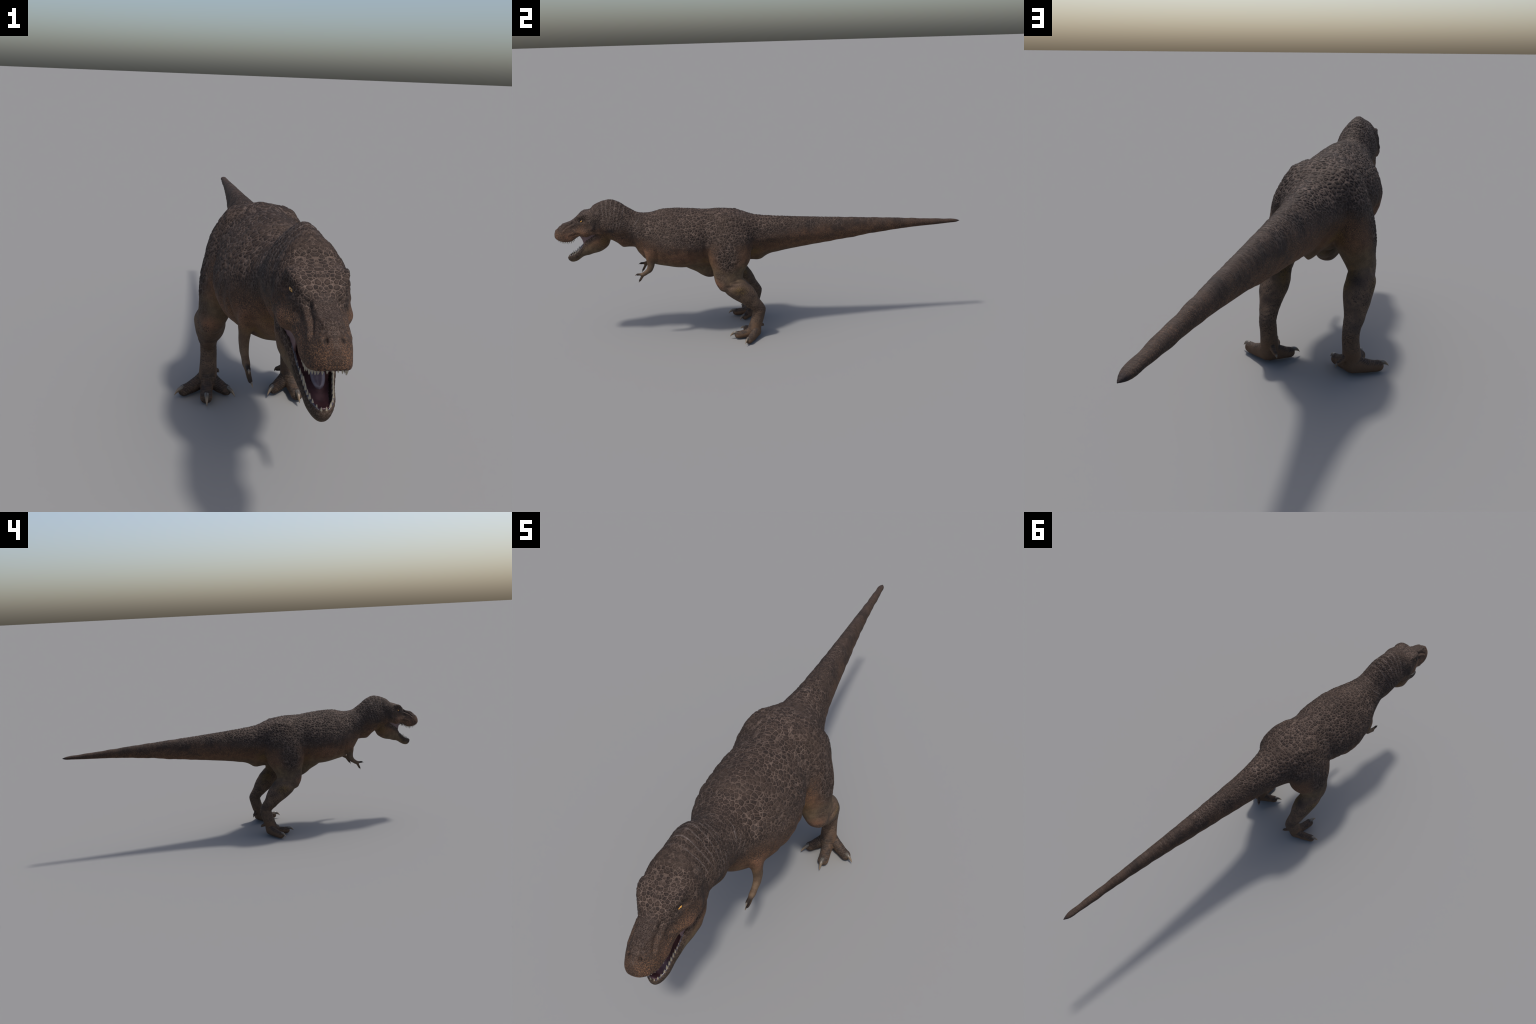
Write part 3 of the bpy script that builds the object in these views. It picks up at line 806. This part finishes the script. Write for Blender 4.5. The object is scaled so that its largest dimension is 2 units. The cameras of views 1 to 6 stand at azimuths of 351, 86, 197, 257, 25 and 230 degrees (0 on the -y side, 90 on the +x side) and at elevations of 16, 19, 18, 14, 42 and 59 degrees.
def eye_material():
    m, g, b = material("eye")
    o = g.node('ShaderNodeTexCoord').outputs['Object']
    x, y, z = g.split(o)
    d = g.vmath('LENGTH', g.join(g.mul(x, 1.6), y, 0.0))
    n, _ = g.noise(o, 6.0, 3.0)
    iris = g.mix(g.step(0.35, 0.65, n), (0.46, 0.20, 0.028), (0.66, 0.34, 0.06))
    col = g.mix(g.step(0.26, 0.20, d), iris, (0.006, 0.005, 0.005))
    col = g.mix(g.step(0.62, 0.78, g.vmath('LENGTH', g.join(x, y, 0.0))), col, (0.05, 0.025, 0.012))
    g.put(b.inputs['Base Color'], col)
    b.inputs['Roughness'].default_value = 0.15
    b.inputs['Coat Weight'].default_value = 0.6
    return m
EYE = eye_material()

# --------------------------------------------------------------- split the skin into named parts
root = bpy.data.objects.new("tyrannosaur", None)
scene.collection.objects.link(root)
root["label"] = "large brown scaly carnivorous dinosaur, open toothy mouth, long tail"
root["category"] = "dinosaur"

fc = co[quads].mean(axis=1)
fx, fy, fz = np.abs(fc[:, 0]), fc[:, 1], fc[:, 2]
tzt, tzb, tw, tzw, teu, tel = [f(fy) for f in trunk_f]
hh = np.where(fz >= tzw, tzt - tzw, tzw - tzb)
ee = np.where(fz >= tzw, teu, tel)
inside = (fx / tw) ** ee + (np.abs(fz - tzw) / hh) ** ee
inside[(fy < -0.8)] = 9
part = np.full(len(fc), 2)                              # torso
part[fy > -0.015] = 3                                   # tail
part[fy < -0.575 + 0.25 * (fz - 0.5)] = 1               # neck
headside = fy < -0.770 + 0.12 * (fz - 0.60)
part[headside] = 0
mid = 0.5 * (skull_f[1](np.clip(fy, -1, -0.77)) + jaw_f[0](np.clip(fy, -0.9505, -0.735)))
below = fz < np.where(fy < -0.77, mid, 0.535)
part[(fy < -0.742) & below & ((fy < -0.77) | (inside > 1.02))] = 4   # lower jaw
out = inside > 1.06
part[out & (fy > -0.64) & (fy < -0.505) & (fz < 0.435) & (fx > 0.05)] = 5
hl = out & (fy > -0.30) & (fy < 0.03) & (fz < 0.585) & (fx > 0.035)
hl |= (fz < 0.270) & (fy > -0.30)
part[hl] = 6
part[(fz < 0.062) & (fy > -0.30)] = 7
right = fc[:, 0] < 0

PARTS = [("head", part == 0), ("neck", part == 1), ("torso", part == 2), ("tail", part == 3), ("lower_jaw", part == 4)]
for nm, k in (("forelimb", 5), ("hindlimb", 6), ("foot", 7)):
    PARTS += [(nm, (part == k) & ~right), (nm, (part == k) & right)]

made = {}
def link(ob, parent):
    scene.collection.objects.link(ob)
    ob.parent = parent
    return ob

for nm, mask in PARTS:
    q = quads[mask]
    used, inv = np.unique(q, return_inverse=True)
    inv = inv.reshape(-1, 4)
    me = bpy.data.meshes.new(nm)
    me.vertices.add(len(used)); me.vertices.foreach_set('co', co[used].astype(np.float32).ravel())
    me.loops.add(inv.size); me.loops.foreach_set('vertex_index', inv.astype(np.int32).ravel())
    me.polygons.add(len(inv))
    me.polygons.foreach_set('loop_start', np.arange(0, inv.size, 4, dtype=np.int32))
    me.update(calc_edges=True)
    me.polygons.foreach_set('use_smooth', np.ones(len(inv), bool))
    me.normals_split_custom_set_from_vertices([tuple(n) for n in nor[used]])
    me.materials.append(HIDE)
    ob = bpy.data.objects.new(nm, me)
    made.setdefault(nm, []).append(ob)
    par = root
    if nm == "foot": par = made["hindlimb"][len(made["foot"]) - 1]
    link(ob, par)
HEAD, JAWOB = made["head"][0], made["lower_jaw"][0]

def solid(name, soup, mat, parent):
    me = mesh_from(name, soup.verts(), soup.f)
    for p in me.polygons: p.use_smooth = True
    me.materials.append(mat)
    return link(bpy.data.objects.new(name, me), parent)

# --------------------------------------------------------------- mouth
def floor_strip(lower):
    sp = Soup(); rings = []
    f = jaw_f if lower else skull_f
    ysr = np.linspace(-0.9445, -0.785, 40) if lower else np.linspace(-0.988, -0.785, 40)
    for y in ysr:
        if lower:
            zr, zb, w, d, el = [float(k(y)) for k in f]; sg = -1; wi = max(w * 0.91 - 0.0055, w * 0.45)
        else:
            zt, zr, w, zw, eu, d = [float(k(y)) for k in f]; sg = 1; wi = max(w * 0.95 - 0.0070, w * 0.35)
        th = np.linspace(0, np.pi, 25)
        a = np.stack([wi * sgnpow(np.cos(th), 0.6), zr + sg * (d - 0.0012) * np.sin(th) ** 0.6 - sg * 0.001], 1)
        c = np.stack([wi * 0.97 * sgnpow(np.cos(th[::-1]), 0.6), zr + sg * (d + 0.003) * np.sin(th[::-1]) ** 0.6 + sg * 0.001], 1)
        p = np.concatenate([a, c])
        rings.append(np.stack([p[:, 0], np.full(len(p), y), p[:, 1]], 1))
    sp.loft(rings)
    return sp
solid("mouth_floor", floor_strip(True), LINING, JAWOB)
solid("palate", floor_strip(False), LINING, HEAD)

def arch(lower, y_back, n=200):
    """path of the tooth row: the lip outline, set in a little, from one mouth corner round the chin to the other"""
    y0 = -0.9505 if lower else -1.0
    ysr = y0 + (y_back - y0) * np.linspace(0, 1, n) ** 2.2
    w = jaw_f[2](ysr) * 0.92 if lower else skull_f[2](ysr) * 0.95
    z = jaw_f[0](ysr) + 0.0002 if lower else skull_f[1](ysr) + 0.0008
    ins = 0.0042 if lower else 0.0058
    dx, dy = np.gradient(w), np.gradient(ysr)
    ln = np.hypot(dx, dy)
    x2, y2 = w - ins * dy / ln, ysr + ins * dx / ln
    ok = x2 > 0.0008
    p = np.stack([x2[ok], y2[ok], z[ok]], 1)
    p = np.concatenate([[[0, p[0, 1], p[0, 2]]], p])
    q = p[:0:-1] * np.array([-1, 1, 1])
    return np.concatenate([q, p])

def resample(p, n):
    s = np.concatenate([[0], np.cumsum(np.linalg.norm(np.diff(p, axis=0), axis=1))])
    t = np.linspace(0, s[-1], n)
    return np.stack([np.interp(t, s, p[:, k]) for k in range(3)], 1)

for lower, yb, par in ((True, -0.852, JAWOB), (False, -0.878, HEAD)):
    a = resample(arch(lower, yb), 70)
    rad = 0.0022 if lower else 0.0022
    sp = Soup()
    tube(sp, [(*p, rad * (1 + 0.12 * math.sin(i * 2.1)), rad) for i, p in enumerate(a)], n=10, sub=1)
    solid("gum", sp, GUM, par)

def cone_mesh(name, mat, bend, n=12, k=9, flat=0.72, power=0.75):
    sp = Soup(); rings = []
    th = oval(n)
    for t in np.linspace(0, 1, k):
        r = max((1 - t) ** power, 0.03) * (1 - 0.15 * (1 - t) ** 6)
        rings.append(np.stack([r * np.cos(th), r * flat * np.sin(th) + bend * t * t, np.full(n, t)], 1))
    sp.loft(rings)
    me = mesh_from(name, sp.verts(), sp.f)
    for p in me.polygons: p.use_smooth = True
    me.materials.append(mat)
    return me
tooth_me = cone_mesh("tooth", TOOTH, 0.30)

def place_teeth(lower, yb, count, par):
    p = resample(arch(lower, yb), 2 * count + 1)[1::2]
    for i, c in enumerate(p):
        u = abs((i + 0.5) / count - 0.5) * 2          # 0 at the chin, 1 at the corner
        if abs((i + 0.5) / count - 0.5) < 0.001: continue
        big = (0.0098 + 0.0072 * math.exp(-((u - 0.52) / 0.24) ** 2)) if lower else (0.0105 + 0.0055 * math.exp(-((u - 0.55) / 0.28) ** 2))
        if u > 0.85: big *= 0.72
        ln = big * rng.uniform(0.78, 1.12)
        wd = 0.0011 + 0.185 * ln
        up = np.array([0.0, 0.0, 1.0 if lower else -1.0])
        outw = np.array([c[0], (c[1] + 0.90) * 0.8, 0.0]); outw /= np.linalg.norm(outw)
        zax = up + outw * (0.14 if lower else 0.10) + np.array([0, 0.10, 0]) + rng.normal(0, 0.05, 3)
        zax /= np.linalg.norm(zax)
        yax = -outw - zax * np.dot(-outw, zax); yax /= np.linalg.norm(yax)
        xax = np.cross(yax, zax)
        M = Matrix.Identity(4)
        base = c - zax * 0.0012
        for r in range(3):
            M[r][0] = xax[r] * wd; M[r][1] = yax[r] * wd; M[r][2] = zax[r] * ln; M[r][3] = base[r]
        ob = bpy.data.objects.new("tooth", tooth_me)
        link(ob, par); ob.matrix_world = M
place_teeth(True, -0.868, 22, JAWOB)
place_teeth(False, -0.884, 30, HEAD)

# tongue
tg = Soup(); rings = []
for t in np.linspace(0, 1, 36):
    y = -0.909 + 0.115 * t
    e = math.sqrt(max(1 - (1 - min(t / 0.16, 1)) ** 2, 0.0004))
    w = 0.0122 * e * (1 + 0.55 * t)
    ztop = 0.452 + 0.95 * (y + 0.909) - 1.6 * max(y + 0.86, 0) ** 1.5
    zbot = float(jaw_f[0](y)) - float(jaw_f[3](y)) - 0.002
    zbot = max(zbot, ztop - 0.012 - 0.10 * (y + 0.909))
    h2_ = (ztop - zbot) / 2 * (0.45 + 0.55 * e)
    th = oval(28)
    groove = 0.0022 * np.exp(-(np.cos(th) / 0.25) ** 2) * (np.sin(th) > 0) * e
    rings.append(np.stack([w * np.cos(th), np.full(28, y), (ztop - h2_) + h2_ * np.sin(th) - groove], 1))
tg.loft(rings)
solid("tongue", tg, TONGUE, JAWOB)

# webs of skin stretched between the jaws at the mouth corner
for sg in (1, -1):
    sp = Soup(); rings = []
    for t in np.linspace(0, 1, 16):
        yt = -0.876 + 0.098 * t
        yb = -0.859 + 0.080 * t
        zt = float(skull_f[1](yt)) + 0.006
        zb = float(jaw_f[0](yb)) - 0.004
        xt = float(skull_f[2](yt)) * 0.95 - 0.0040
        xb = float(jaw_f[2](yb)) * 0.91 - 0.0030
        cols = []
        for u in np.linspace(0, 1, 9):
            sag = 0.005 * math.sin(math.pi * u) * (1 - t)
            cols.append((xt + (xb - xt) * u - sag * 0.6, yt + (yb - yt) * u + sag, zt + (zb - zt) * u))
        cols = np.array(cols)
        inner = cols[::-1] - np.array([0.004, 0, 0])
        rings.append(np.concatenate([cols, inner]) * np.array([sg, 1, 1]))
    sp.loft(rings)
    solid("cheek_membrane", sp, CHEEK, HEAD)

# --------------------------------------------------------------- eyes
import bmesh
bm = bmesh.new(); bmesh.ops.create_uvsphere(bm, u_segments=32, v_segments=20, radius=1.0)
eye_me = bpy.data.meshes.new("eye"); bm.to_mesh(eye_me); bm.free()
for p in eye_me.polygons: p.use_smooth = True
eye_me.materials.append(EYE)
EYE_C = np.array([0.0475, -0.8560, 0.6115])
for sg in (1, -1):
    look = np.array([sg * 0.80, -0.58, 0.12]); look /= np.linalg.norm(look)
    # long axis of the slit falls forward, like the brow
    ax = np.array([0, -0.75, -0.30]) * 1.0
    ax = ax - look * ax.dot(look); ax /= np.linalg.norm(ax)
    ay = np.cross(look, ax)
    d = np.linalg.norm(mir - EYE_C, axis=1)
    near = (np.abs(co[:, 0] * sg - EYE_C[0]) < 0.02) & (d < 0.02) & (co[:, 0] * sg > 0)
    rel = co[near] - EYE_C * [sg, 1, 1]
    axial = rel @ look; lat = np.linalg.norm(rel - np.outer(axial, look), axis=1)
    surf = axial[lat < 0.003].max()
    R = (0.0086, 0.0046, 0.0066)
    c = EYE_C * [sg, 1, 1] + look * (surf + 0.0021 - R[2])
    M = Matrix.Identity(4)
    for r in range(3):
        M[r][0] = ax[r] * R[0]; M[r][1] = ay[r] * R[1]; M[r][2] = look[r] * R[2]; M[r][3] = c[r]
    ob = link(bpy.data.objects.new("eye", eye_me), HEAD); ob.matrix_world = M

# --------------------------------------------------------------- claws
def claw(base, tip, r, lift, parent, sg, flat=0.8):
    base = np.array(base) * [sg, 1, 1]; tip = np.array(tip) * [sg, 1, 1]
    ln = np.linalg.norm(tip - base)
    d = (tip - base) / ln
    up = np.array([0, 0, 1.0]); up = up - d * up.dot(d); up /= np.linalg.norm(up)
    side = np.cross(d, up)
    sp = Soup(); rings = []
    th = oval(16)
    for t in np.linspace(0, 1, 12):
        rr = max(r * (1 - t ** 1.25) ** 0.80, r * 0.05)
        c = (0, lift * math.sin(math.pi * t) ** 0.9, t * ln)
        rings.append(np.stack([rr * flat * np.cos(th), c[1] + rr * np.sin(th), np.full(16, c[2])], 1))
    sp.loft(rings)
    me = mesh_from("claw", sp.verts(), sp.f)
    for p in me.polygons: p.use_smooth = True
    me.materials.append(HORN)
    M = Matrix.Identity(4)
    for k in range(3):
        M[k][0] = side[k]; M[k][1] = up[k]; M[k][2] = d[k]; M[k][3] = base[k]
    ob = link(bpy.data.objects.new("claw", me), parent); ob.matrix_world = M

for i, sg in ((0, 1), (1, -1)):
    leg_ob = made["hindlimb"][i]; arm_ob = made["forelimb"][i]
    claw((0.1400, -0.1450, 0.0275), (0.1410, -0.1860, 0.0110), 0.0110, 0.0085, leg_ob, sg)
    claw((0.2055, -0.0950, 0.0260), (0.2365, -0.1140, 0.0120), 0.0100, 0.0070, leg_ob, sg)
    claw((0.0745, -0.1010, 0.0245), (0.0505, -0.1290, 0.0080), 0.0095, 0.0065, leg_ob, sg)
    claw((0.0975, -0.0190, 0.0440), (0.0910, -0.0125, 0.0330), 0.0055, 0.0020, leg_ob, sg)
    claw((0.0825, -0.6165, 0.3430), (0.0828, -0.6280, 0.3365), 0.0036, 0.0016, arm_ob, sg)
    claw((0.0760, -0.6060, 0.3095), (0.0715, -0.6140, 0.2962), 0.0038, 0.0016, arm_ob, sg)
